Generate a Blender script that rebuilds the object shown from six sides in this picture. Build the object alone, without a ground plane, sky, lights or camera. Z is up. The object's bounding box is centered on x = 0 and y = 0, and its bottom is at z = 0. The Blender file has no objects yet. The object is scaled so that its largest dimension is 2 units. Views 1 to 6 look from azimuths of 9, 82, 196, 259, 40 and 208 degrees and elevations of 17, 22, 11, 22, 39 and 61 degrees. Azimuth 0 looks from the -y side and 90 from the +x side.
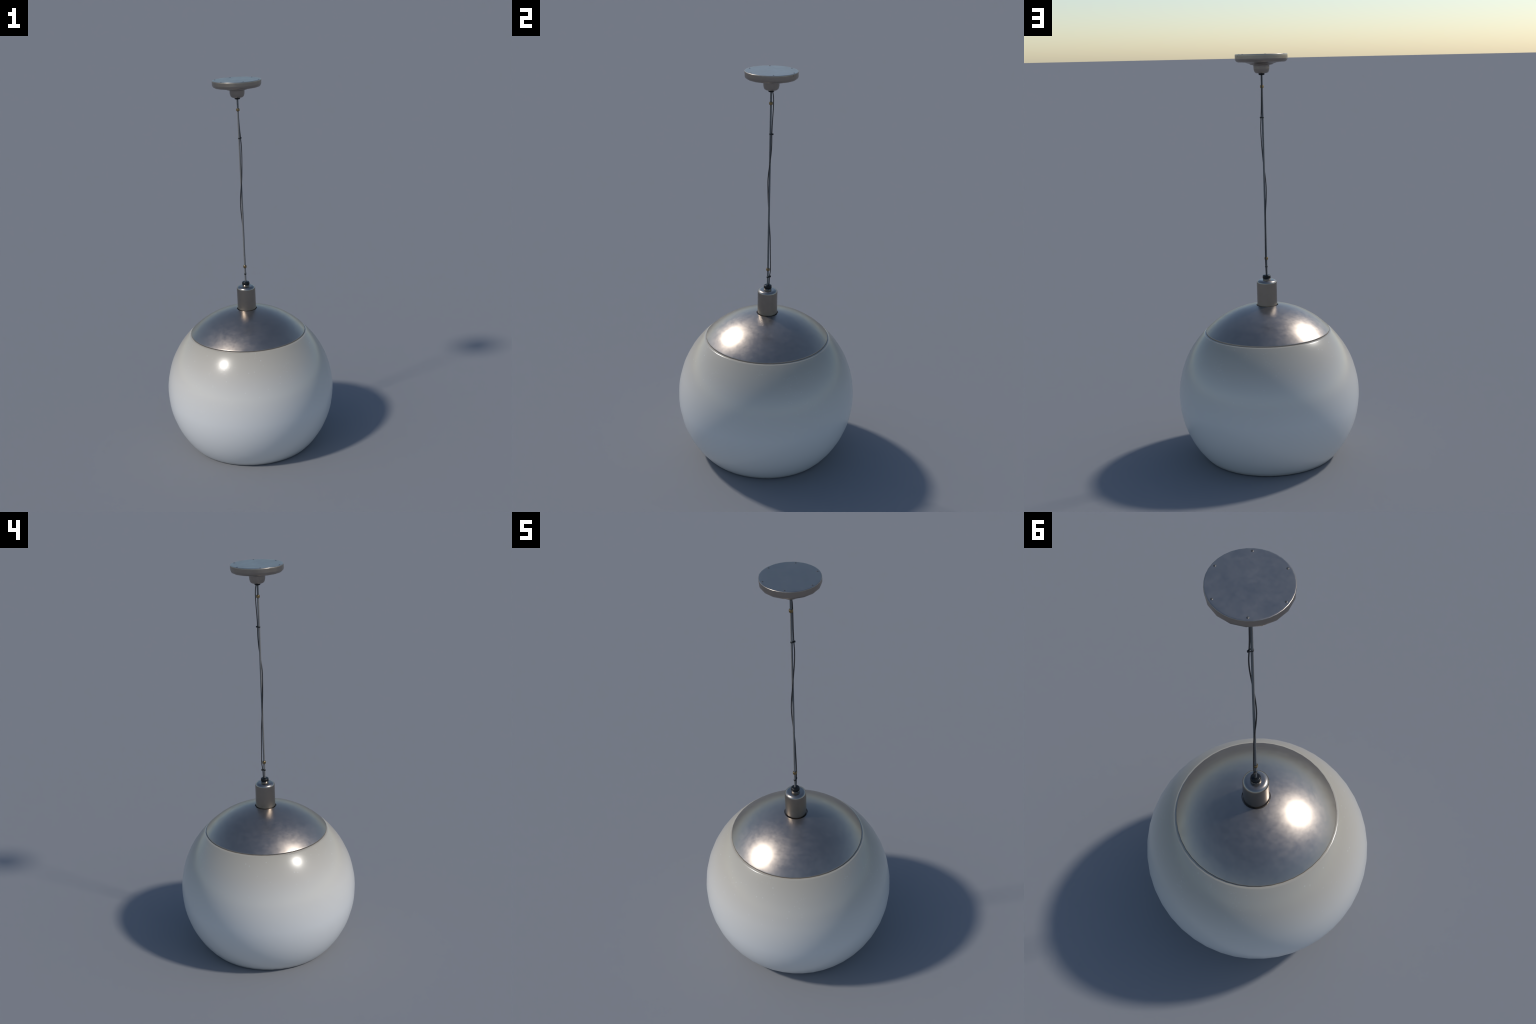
"""Pendant lamp: ceiling canopy, braided rope with a loose power cable, metal
lamp holder, brushed metal dome and a white glass globe."""
import math
import bpy
import bmesh
from mathutils import Vector

TAU = math.tau


# ------------------------------------------------------------------ helpers
def link(obj, parent=None):
    bpy.context.scene.collection.objects.link(obj)
    if parent is not None:
        obj.parent = parent
    return obj


def mesh_object(name, verts, faces, material, parent, sharp=40.0, origin=(0, 0, 0)):
    me = bpy.data.meshes.new(name)
    me.from_pydata([tuple(v) for v in verts], [], faces)
    me.materials.append(material)
    bm = bmesh.new()
    bm.from_mesh(me)
    bmesh.ops.remove_doubles(bm, verts=bm.verts, dist=1e-7)
    bmesh.ops.recalc_face_normals(bm, faces=bm.faces)
    bm.to_mesh(me)
    bm.free()
    me.polygons.foreach_set("use_smooth", [True] * len(me.polygons))
    if sharp < 180:
        me.set_sharp_from_angle(angle=math.radians(sharp))
    me.update()
    o = link(bpy.data.objects.new(name, me), parent)
    o.location = origin
    return o


def lathe(profile, segments, phase=0.0, axis=(0.0, 0.0), closed=False):
    """Turn a list of (radius, z) about a vertical axis; radius 0 makes a pole."""
    verts, faces, rings = [], [], []
    for r, z in profile:
        if r < 1e-7:
            rings.append([len(verts)])
            verts.append((axis[0], axis[1], z))
        else:
            ring = []
            for k in range(segments):
                a = phase + k * TAU / segments
                ring.append(len(verts))
                verts.append((axis[0] + r * math.cos(a), axis[1] + r * math.sin(a), z))
            rings.append(ring)
    pairs = list(zip(rings, rings[1:]))
    if closed:
        pairs.append((rings[-1], rings[0]))
    for a, b in pairs:
        for k in range(segments):
            n = (k + 1) % segments
            if len(a) == 1 and len(b) == 1:
                continue
            if len(a) == 1:
                faces.append((a[0], b[n], b[k]))
            elif len(b) == 1:
                faces.append((a[k], a[n], b[0]))
            else:
                faces.append((a[k], a[n], b[n], b[k]))
    return verts, faces


def arc(cr, cz, rad, a0, a1, steps):
    """Profile points on a circle in the (radius, z) plane, angles in degrees."""
    out = []
    for i in range(steps + 1):
        a = math.radians(a0 + (a1 - a0) * i / steps)
        out.append((cr + rad * math.cos(a), cz + rad * math.sin(a)))
    return out


def tube(path, radius, sides, caps=True):
    """Sweep a circle along a path of Vectors with a parallel-transported frame."""
    verts, faces = [], []
    t = (path[1] - path[0]).normalized()
    side = t.cross(Vector((0, 1, 0))).normalized()
    for i, p in enumerate(path):
        a = path[max(i - 1, 0)]
        b = path[min(i + 1, len(path) - 1)]
        t = (b - a).normalized()
        side = (side - t * side.dot(t)).normalized()
        up = t.cross(side)
        for k in range(sides):
            g = k * TAU / sides
            verts.append(p + side * (radius * math.cos(g)) + up * (radius * math.sin(g)))
    for i in range(len(path) - 1):
        for k in range(sides):
            n = (k + 1) % sides
            faces.append((i * sides + k, i * sides + n, (i + 1) * sides + n, (i + 1) * sides + k))
    if caps:
        faces.append(tuple(range(sides)))
        faces.append(tuple((len(path) - 1) * sides + k for k in range(sides)))
    return verts, faces


def smooth_curve(knots, steps):
    """Cubic Hermite curve through the knots (time runs along z)."""
    pts = [Vector(k) for k in knots]
    slopes = []
    for i in range(len(pts)):
        a, b = pts[max(i - 1, 0)], pts[min(i + 1, len(pts) - 1)]
        slopes.append((b - a) / (b.z - a.z))
    out = []
    for i in range(len(pts) - 1):
        p, q, h = pts[i], pts[i + 1], pts[i + 1].z - pts[i].z
        for s in range(steps):
            t = s / steps
            out.append(p * (2 * t ** 3 - 3 * t ** 2 + 1) + slopes[i] * (h * (t ** 3 - 2 * t ** 2 + t))
                       + q * (-2 * t ** 3 + 3 * t ** 2) + slopes[i + 1] * (h * (t ** 3 - t ** 2)))
    out.append(pts[-1])
    return out


# ---------------------------------------------------------------- materials
class Nodes:
    def __init__(self, name):
        self.mat = bpy.data.materials.new(name)
        self.mat.use_nodes = True
        self.tree = self.mat.node_tree
        self.shader = self.tree.nodes["Principled BSDF"]
        self.coord = None

    def add(self, kind, **props):
        n = self.tree.nodes.new(kind)
        for k, v in props.items():
            setattr(n, k, v)
        return n

    def wire(self, a, b):
        self.tree.links.new(a, b)

    def put(self, socket, value):
        if isinstance(value, bpy.types.NodeSocket):
            self.wire(value, socket)
        else:
            socket.default_value = value

    def set(self, **values):
        for k, v in values.items():
            self.put(self.shader.inputs[k.replace("_", " ")], v)

    def obj(self):
        if self.coord is None:
            self.coord = self.add("ShaderNodeTexCoord").outputs["Object"]
        return self.coord

    def mapped(self, scale=(1, 1, 1), source=None):
        m = self.add("ShaderNodeMapping")
        self.wire(source or self.obj(), m.inputs["Vector"])
        m.inputs["Scale"].default_value = scale
        return m.outputs["Vector"]

    def noise(self, vector, scale, detail=3.0, rough=0.55):
        n = self.add("ShaderNodeTexNoise")
        self.wire(vector, n.inputs["Vector"])
        n.inputs["Scale"].default_value = scale
        n.inputs["Detail"].default_value = detail
        n.inputs["Roughness"].default_value = rough
        return n.outputs["Fac"]

    def math(self, op, a, b=0.0, c=0.0):
        n = self.add("ShaderNodeMath", operation=op)
        for s, v in zip(n.inputs, (a, b, c)):
            self.put(s, v)
        return n.outputs[0]

    def remap(self, value, a, b, c, d):
        n = self.add("ShaderNodeMapRange")
        for s, v in zip(n.inputs, (value, a, b, c, d)):
            self.put(s, v)
        return n.outputs[0]

    def mix(self, fac, a, b):
        n = self.add("ShaderNodeMix", data_type="RGBA")
        self.put(n.inputs[0], fac)
        self.put(n.inputs[6], (*a, 1) if isinstance(a, tuple) else a)
        self.put(n.inputs[7], (*b, 1) if isinstance(b, tuple) else b)
        return n.outputs[2]

    def bump(self, height, strength, distance):
        n = self.add("ShaderNodeBump")
        self.put(n.inputs["Height"], height)
        n.inputs["Strength"].default_value = strength
        n.inputs["Distance"].default_value = distance
        self.wire(n.outputs["Normal"], self.shader.inputs["Normal"])

    def polar(self):
        """radius, angle and height about the local z axis"""
        s = self.add("ShaderNodeSeparateXYZ")
        self.wire(self.obj(), s.inputs[0])
        x, y, z = s.outputs
        r = self.math("SQRT", self.math("ADD", self.math("MULTIPLY", x, x), self.math("MULTIPLY", y, y)))
        return r, self.math("ARCTAN2", y, x), z


def metal_material(name, tint, rough_low, rough_high, rings=False, metallic=1.0):
    n = Nodes(name)
    blotch = n.noise(n.mapped((1, 1, 1)), 16.0, 3.0, 0.6)
    fine = n.noise(n.mapped((1, 1, 1)), 30.0, 1.0, 0.5)
    wear = n.math("ADD", n.math("MULTIPLY", blotch, 0.6), n.math("MULTIPLY", fine, 0.4))
    speckle = n.noise(n.mapped((1, 1, 1)), 75.0, 2.0, 0.5)
    wear = n.math("ADD", n.math("MULTIPLY", wear, 0.7), n.math("MULTIPLY", speckle, 0.3))
    if rings:
        # turned metal: streaks that run round the axis
        r, a, z = n.polar()
        c = n.add("ShaderNodeCombineXYZ")
        n.put(c.inputs[0], n.math("MULTIPLY", r, 60.0))
        n.put(c.inputs[1], n.math("MULTIPLY", n.math("COSINE", a), 4.0))
        n.put(c.inputs[2], n.math("MULTIPLY", n.math("SINE", a), 4.0))
        streak = n.noise(c.outputs[0], 1.0, 4.0, 0.6)
        wear = n.math("ADD", n.math("MULTIPLY", wear, 0.75), n.math("MULTIPLY", streak, 0.25))
    n.set(Base_Color=n.mix(n.remap(wear, 0.30, 0.70, 0, 1), tuple(c * 0.95 for c in tint), tuple(min(1, c * 1.05) for c in tint)),
          Metallic=metallic, Roughness=n.remap(wear, 0.37, 0.63, rough_low, rough_high))
    return n.mat


def glass_material():
    n = Nodes("white_glass")
    # vertical colour ramp: pale low down, darker warm grey towards the dome
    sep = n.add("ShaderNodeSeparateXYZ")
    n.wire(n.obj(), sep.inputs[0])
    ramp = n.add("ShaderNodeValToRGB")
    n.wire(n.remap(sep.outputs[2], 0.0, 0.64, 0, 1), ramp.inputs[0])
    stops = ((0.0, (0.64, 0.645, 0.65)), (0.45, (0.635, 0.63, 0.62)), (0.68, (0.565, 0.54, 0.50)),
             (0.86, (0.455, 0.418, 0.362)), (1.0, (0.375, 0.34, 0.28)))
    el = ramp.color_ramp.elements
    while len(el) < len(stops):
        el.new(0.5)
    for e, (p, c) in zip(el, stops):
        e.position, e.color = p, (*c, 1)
    # little seeds and scuffs in the glass
    specks = n.add("ShaderNodeTexVoronoi", feature="F1")
    n.wire(n.mapped(), specks.inputs["Vector"])
    specks.inputs["Scale"].default_value = 70.0
    sel = n.add("ShaderNodeSeparateColor")
    n.wire(specks.outputs["Color"], sel.inputs[0])
    spot = n.math("MULTIPLY", n.remap(specks.outputs["Distance"], 0.05, 0.30, 1, 0), n.remap(sel.outputs[0], 0.90, 1.0, 0.0, 0.8))
    scuff = n.math("MULTIPLY", n.remap(n.noise(n.mapped(), 95.0, 4.0, 0.7), 0.56, 0.64, 0, 1),
                   n.remap(n.noise(n.mapped(), 9.0, 2.0, 0.5), 0.58, 0.66, 0, 1))
    mark = n.math("MAXIMUM", spot, n.math("MULTIPLY", scuff, 0.35))
    grain = n.noise(n.mapped(), 240.0, 2.0, 0.6)
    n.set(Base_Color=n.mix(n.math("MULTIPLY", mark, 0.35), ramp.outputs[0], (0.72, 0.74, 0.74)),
          Roughness=n.remap(grain, 0.3, 0.7, 0.225, 0.26), IOR=1.45)
    n.bump(n.math("ADD", n.math("MULTIPLY", grain, 0.25), mark), 0.10, 0.001)
    return n.mat


def rope_material():
    n = Nodes("grey_braided_rope")
    r, a, z = n.polar()
    turn, climb = n.math("MULTIPLY", a, 4.0), n.math("MULTIPLY", z, 1500.0)
    left = n.math("SINE", n.math("ADD", turn, climb))
    right = n.math("SINE", n.math("SUBTRACT", turn, climb))
    weave = n.math("MULTIPLY", left, right)
    tone = n.remap(weave, -0.5, 0.5, 0, 1)
    n.set(Base_Color=n.mix(tone, (0.078, 0.079, 0.081), (0.205, 0.202, 0.20)), Roughness=0.65, Specular_IOR_Level=0.25)
    n.bump(weave, 0.5, 0.0006)
    return n.mat


def plain_material(name, colour, rough, metallic=0.0, grain=0.05):
    n = Nodes(name)
    f = n.noise(n.mapped(), 120.0, 2.0)
    n.set(Base_Color=n.mix(n.remap(f, 0.35, 0.65, 0, 1), tuple(c * (1 - grain * 2) for c in colour), tuple(c * (1 + grain) for c in colour)),
          Roughness=n.remap(f, 0.35, 0.65, rough * 0.9, rough * 1.1), Metallic=metallic)
    return n.mat


METAL_DOME = metal_material("brushed_metal", (0.335, 0.295, 0.26), 0.28, 0.39, rings=True, metallic=0.95)
METAL_CANOPY = metal_material("satin_metal", (0.34, 0.30, 0.265), 0.29, 0.37)
METAL_SOCKET = metal_material("spun_metal", (0.32, 0.285, 0.25), 0.28, 0.29)
SCREW_METAL = metal_material("dull_metal", (0.15, 0.14, 0.13), 0.48, 0.52)
GLASS = glass_material()
ROPE = rope_material()
BRASS = plain_material("brass", (0.28, 0.20, 0.10), 0.38, 1.0)
BLACK_PLASTIC = plain_material("black_plastic", (0.006, 0.007, 0.008), 0.34)
BLACK_PLASTIC.node_tree.nodes["Principled BSDF"].inputs["Specular IOR Level"].default_value = 0.3
TIE_PLASTIC = plain_material("black_nylon", (0.010, 0.011, 0.011), 0.55)
BLACK_RUBBER = plain_material("black_rubber", (0.015, 0.015, 0.016), 0.5)

# ------------------------------------------------------------------- the lamp
lamp = link(bpy.data.objects.new("pendant_lamp", None))
lamp["label"] = "ceiling pendant lamp with white glass globe, metal dome and rope"
lamp["category"] = "pendant lamp"

# canopy: shallow turned cup against the ceiling, few facets as on the original
CANOPY_AXIS = (0.0011, 0.0022)
round_part = ([(0.0, 1.9990), (0.060, 1.9990), (0.1180, 1.9990), (0.1212, 1.9990)]
              + arc(0.1232, 1.9967, 0.0023, 75, 5, 4) + [(0.1256, 1.9950), (0.1257, 1.9940)])
facet_part = ([(0.1258, 1.9850), (0.1258, 1.9800)]
              + arc(0.1086, 1.9785, 0.0172, -8, -82, 5)
              + [(0.1060, 1.9611), (0.092, 1.9607), (0.0765, 1.9594), (0.0560, 1.9530), (0.0550, 1.9505), (0.0395, 1.9462), (0.0386, 1.9440)]
              + [(0.0380, 1.9330), (0.0374, 1.9270)]
              + arc(0.0208, 1.9243, 0.0155, 2, -88, 6)
              + [(0.0150, 1.9088), (0.0, 1.9088)])
v, f = lathe(round_part + facet_part, 36, math.radians(14.0), CANOPY_AXIS)
# the lower body has half as many facets: pull every second point to its chord
ring0 = 1 + 36 * (len(round_part) - 1)
for j in range(len(facet_part) - 1):
    for k in range(1, 36, 2):
        i = ring0 + 36 * j + k
        p, q = v[i - 1], v[ring0 + 36 * j + (k + 1) % 36]
        v[i] = tuple((s + t) / 2 for s, t in zip(p, q))
canopy = mesh_object("canopy", v, f, METAL_CANOPY, lamp, 38)

screw_profile = [(0.0042, -0.0006), (0.0041, 0.0000), (0.0033, 0.0005), (0.0022, 0.0008), (0.0013, 0.0008), (0.0010, 0.0002), (0.0, 0.0002)]
v, f = lathe(screw_profile, 14)
first = None
for k in range(6):
    a = math.radians(-3.7 + 60 * k)
    spot = (CANOPY_AXIS[0] + 0.1142 * math.cos(a), CANOPY_AXIS[1] + 0.1142 * math.sin(a), 1.9992)
    if first is None:
        first = mesh_object("screw", v, f, SCREW_METAL, canopy, 40, spot)
    else:
        o = first.copy()
        o.location = spot
        link(o, canopy)
# small grub screw in the canopy's side
a = math.radians(45.0)
v, f = lathe([(0.0, 0.0003), (0.0016, 0.0003), (0.0020, 0.0000), (0.0020, -0.003)], 12)
grub = mesh_object("grub_screw", v, f, BLACK_PLASTIC, canopy, 40,
                   (CANOPY_AXIS[0] + 0.1252 * math.cos(a), CANOPY_AXIS[1] + 0.1252 * math.sin(a), 1.9915))
grub.rotation_euler = (0, math.radians(90), a)

# black bushing under the canopy
v, f = lathe([(0.0, 1.9100), (0.0150, 1.9100), (0.0150, 1.9065), (0.0140, 1.9020), (0.0115, 1.9000), (0.0, 1.9000)], 16, 0, CANOPY_AXIS)
mesh_object("bushing", v, f, BLACK_PLASTIC, lamp, 40)

# rope: straight, very slightly off plumb
ROPE_TOP, ROPE_END = Vector((0.0011, 0.0018, 1.905)), Vector((-0.0005, -0.0002, 0.915))
rope_axis = ROPE_TOP - ROPE_END
v, f = lathe([(0.0, 0.0)] + [(0.0046, rope_axis.length * i / 40) for i in range(41)] + [(0.0, rope_axis.length)], 16)
rope = mesh_object("rope", v, f, ROPE, lamp, 60, ROPE_END)
rope.rotation_euler = Vector((0, 0, 1)).rotation_difference(rope_axis.normalized()).to_euler()


def on_rope(z):
    return ROPE_END + rope_axis * ((z - ROPE_END.z) / rope_axis.z)


# brass ferrules crimped on the rope
v, f = lathe([(0.0046, -0.0062), (0.0078, -0.0066), (0.0088, -0.0052), (0.0090, 0.0), (0.0088, 0.0052), (0.0078, 0.0066), (0.0060, 0.0066), (0.0052, 0.0045), (0.0046, 0.0045)], 12, 0.2)
ferrule = mesh_object("ferrule", v, f, BRASS, lamp, 30, on_rope(1.8466))
o = ferrule.copy()
o.location = on_rope(1.0080)
link(o, lamp)

# power cable that winds loosely round the rope
CABLE = [
    (-0.0010, 0.0055, 0.910), (0.0002, 0.0072, 0.935), (0.0007, 0.0082, 0.967), (0.0003, 0.0122, 1.000), (0.0002, 0.0124, 1.020), (0.0003, 0.0112, 1.060),
    (-0.0002, 0.0098, 1.120), (-0.0008, 0.0083, 1.180), (-0.0035, 0.0046, 1.240), (-0.0072, 0.0009, 1.300),
    (-0.0077, -0.0028, 1.360), (-0.0026, -0.0058, 1.420), (0.0055, -0.0075, 1.480), (0.0085, -0.0022, 1.540),
    (0.0098, 0.0046, 1.600), (0.0097, 0.0074, 1.650), (0.0071, 0.0076, 1.700), (0.0039, 0.0094, 1.750),
    (0.0016, 0.0123, 1.800), (-0.0002, 0.0142, 1.850), (-0.0006, 0.0128, 1.880), (-0.0011, 0.0090, 1.904),
]
cable_path = smooth_curve(CABLE, 6)
v, f = tube(cable_path, 0.0023, 10)
mesh_object("power_cable", v, f, BLACK_RUBBER, lamp, 180)


def cable_at(z):
    return min(cable_path, key=lambda p: abs(p.z - z))


# black cable ties: a band round rope and cable with a locking head and tail
def cable_tie(z, height, lift, head_at):
    rope_c, cable_c = on_rope(z), cable_at(z)
    head_c = Vector((head_at[0], head_at[1], z))
    pts = []
    for c, r in ((rope_c, 0.0050), (cable_c, 0.0026), (head_c, 0.0016)):
        pts += [(c.x + r * math.cos(t * TAU / 24), c.y + r * math.sin(t * TAU / 24)) for t in range(24)]
    # convex hull by gift wrapping
    start = min(pts)
    hull, p = [], start
    while True:
        hull.append(p)
        q = pts[0] if pts[0] != p else pts[1]
        for s in pts:
            turn = (q[0] - p[0]) * (s[1] - p[1]) - (q[1] - p[1]) * (s[0] - p[0])
            if turn < -1e-14:
                q = s
        p = q
        if p == start or len(hull) > 90:
            break
    mid = (rope_c + cable_c) / 2
    out = (head_c - rope_c).normalized()
    verts, faces, n = [], [], len(hull)
    for grow, dz in ((0.0, -0.5), (0.0, 0.5), (0.0011, 0.42), (0.0011, -0.42)):
        for x, y in hull:
            d = Vector((x - mid.x, y - mid.y, 0))
            e = d.normalized() * grow
            tilt = lift * (Vector((x, y, 0)) - Vector((rope_c.x, rope_c.y, 0))).dot(Vector((out.x, out.y, 0)))
            verts.append((x + e.x, y + e.y, z + dz * height + tilt))
    for ring in range(4):
        for k in range(n):
            m = (k + 1) % n
            a, b = ring * n, ((ring + 1) % 4) * n
            faces.append((a + k, a + m, b + m, b + k))
    band = mesh_object("cable_tie", verts, faces, TIE_PLASTIC, lamp, 35)
    bm = bmesh.new()
    bmesh.ops.create_cube(bm, size=1.0)
    for w in bm.verts:
        w.co = Vector((w.co.x * 0.0050, w.co.y * 0.0056, w.co.z * height * 1.25))
    bmesh.ops.bevel(bm, geom=list(bm.edges), offset=0.0008, segments=2, affect="EDGES")
    me = bpy.data.meshes.new("tie_head")
    bm.to_mesh(me)
    bm.free()
    me.materials.append(TIE_PLASTIC)
    head = link(bpy.data.objects.new("tie_head", me), band)
    head.location = (head_c.x, head_c.y, z + lift * (head_c - rope_c).length)
    head.rotation_euler = (0, 0, math.atan2(out.y, out.x))
    return band


cable_tie(1.6992, 0.0058, 0.03, (0.0085, 0.0122))
cable_tie(0.9665, 0.0072, 0.16, (-0.0015, 0.0130))

# lamp holder
gland_profile = ([(0.0, 0.9245), (0.0080, 0.9245)] + arc(0.0140, 0.9185, 0.0060, 85, 5, 5)
                 + [(0.0203, 0.9160), (0.0203, 0.9085), (0.0196, 0.9070), (0.0150, 0.9070)])
v, f = lathe(gland_profile, 12, 0.1)
mesh_object("cable_gland", v, f, BLACK_PLASTIC, lamp, 40)

shoulder = [(0.0310 + 0.0185 * math.sin(math.radians(t)), 0.8863 + 0.0142 * math.cos(math.radians(t))) for t in (0, 14, 28, 42, 56, 69, 80, 88)]
socket_profile = ([(0.0, 0.9076), (0.0190, 0.9076), (0.0197, 0.9066), (0.0193, 0.9045), (0.0184, 0.9024), (0.0188, 0.9006), (0.0240, 0.9005)]
                  + shoulder + [(0.0495, 0.8840), (0.0496, 0.8300), (0.0497, 0.7000), (0.0, 0.7000)])
v, f = lathe(socket_profile, 40)
mesh_object("lamp_holder", v, f, METAL_SOCKET, lamp, 40)

# dome
FACETS, PHASE = 46, math.radians(5.0)
APEX, RIM_R, RIM_Z, HOLE = 0.7765, 0.3085, 0.6475, 0.0545
rise = APEX - RIM_Z
DOME_R = (RIM_R ** 2 + rise ** 2) / (2 * rise)


def dome_z(r, off=0.0):
    return APEX - DOME_R + math.sqrt((DOME_R - off) ** 2 - r * r)


outer = []
for i in range(15):
    r = HOLE + (RIM_R - HOLE) * i / 14
    outer.append((r, dome_z(r)))
outer.insert(-1, (RIM_R - 0.0025, dome_z(RIM_R - 0.0025)))
outer.insert(1, (HOLE + 0.0020, dome_z(HOLE + 0.0020)))
inner = [(r - 0.002 if i else r, dome_z(r, 0.005)) for i, (r, z) in enumerate(outer)]
dome_profile = ([(0.0499, dome_z(HOLE) - 0.0074), (HOLE - 0.0022, dome_z(HOLE) - 0.0072), (HOLE - 0.0014, dome_z(HOLE) - 0.0050), (HOLE - 0.0008, dome_z(HOLE) - 0.0010)]
                + outer + arc(RIM_R - 0.00216, RIM_Z - 0.00208, 0.0030, 38, 0, 4) + [(RIM_R + 0.0009, RIM_Z - 0.0032), (RIM_R + 0.0010, RIM_Z - 0.0115), (RIM_R - 0.0015, RIM_Z - 0.0120)]
                + [(r, z) for r, z in reversed(inner)])
v, f = lathe(dome_profile, FACETS, PHASE)
mesh_object("dome", v, f, METAL_DOME, lamp, 40)

# globe: thick white glass, open above (under the dome) and below
R, CZ, WALL = 0.4535, 0.3154, 0.009
BOTTOM_R, LIP_R = 0.327, 0.3205
lat0 = -math.acos(BOTTOM_R / R)
lat1 = math.acos(LIP_R / R)
steps = 24
skin = [(R * math.cos(lat0 + (lat1 - lat0) * i / steps), CZ + R * math.sin(lat0 + (lat1 - lat0) * i / steps)) for i in range(steps + 1)]
skin[0] = (skin[0][0], max(skin[0][1], 0.0015))
top_z = skin[-1][1]
lip = arc(LIP_R - 0.0150 * math.cos(lat1), top_z - 0.0150 * math.sin(lat1), 0.0150, 45.0, 120, 9)[1:] + [(LIP_R - 0.0187, top_z - 0.0020), (LIP_R - 0.0187, top_z - 0.0100)]
ri = R - WALL
back = [(ri * math.cos(lat1 - 0.03 + (lat0 + 0.06 - lat1) * i / 12), CZ + ri * math.sin(lat1 - 0.03 + (lat0 + 0.06 - lat1) * i / 12)) for i in range(13)]
foot = [(BOTTOM_R - 0.0075, 0.0040), (BOTTOM_R - 0.0065, 0.0012), (BOTTOM_R - 0.0035, 0.0)]
v, f = lathe(skin + lip + back + foot, FACETS, PHASE, closed=True)
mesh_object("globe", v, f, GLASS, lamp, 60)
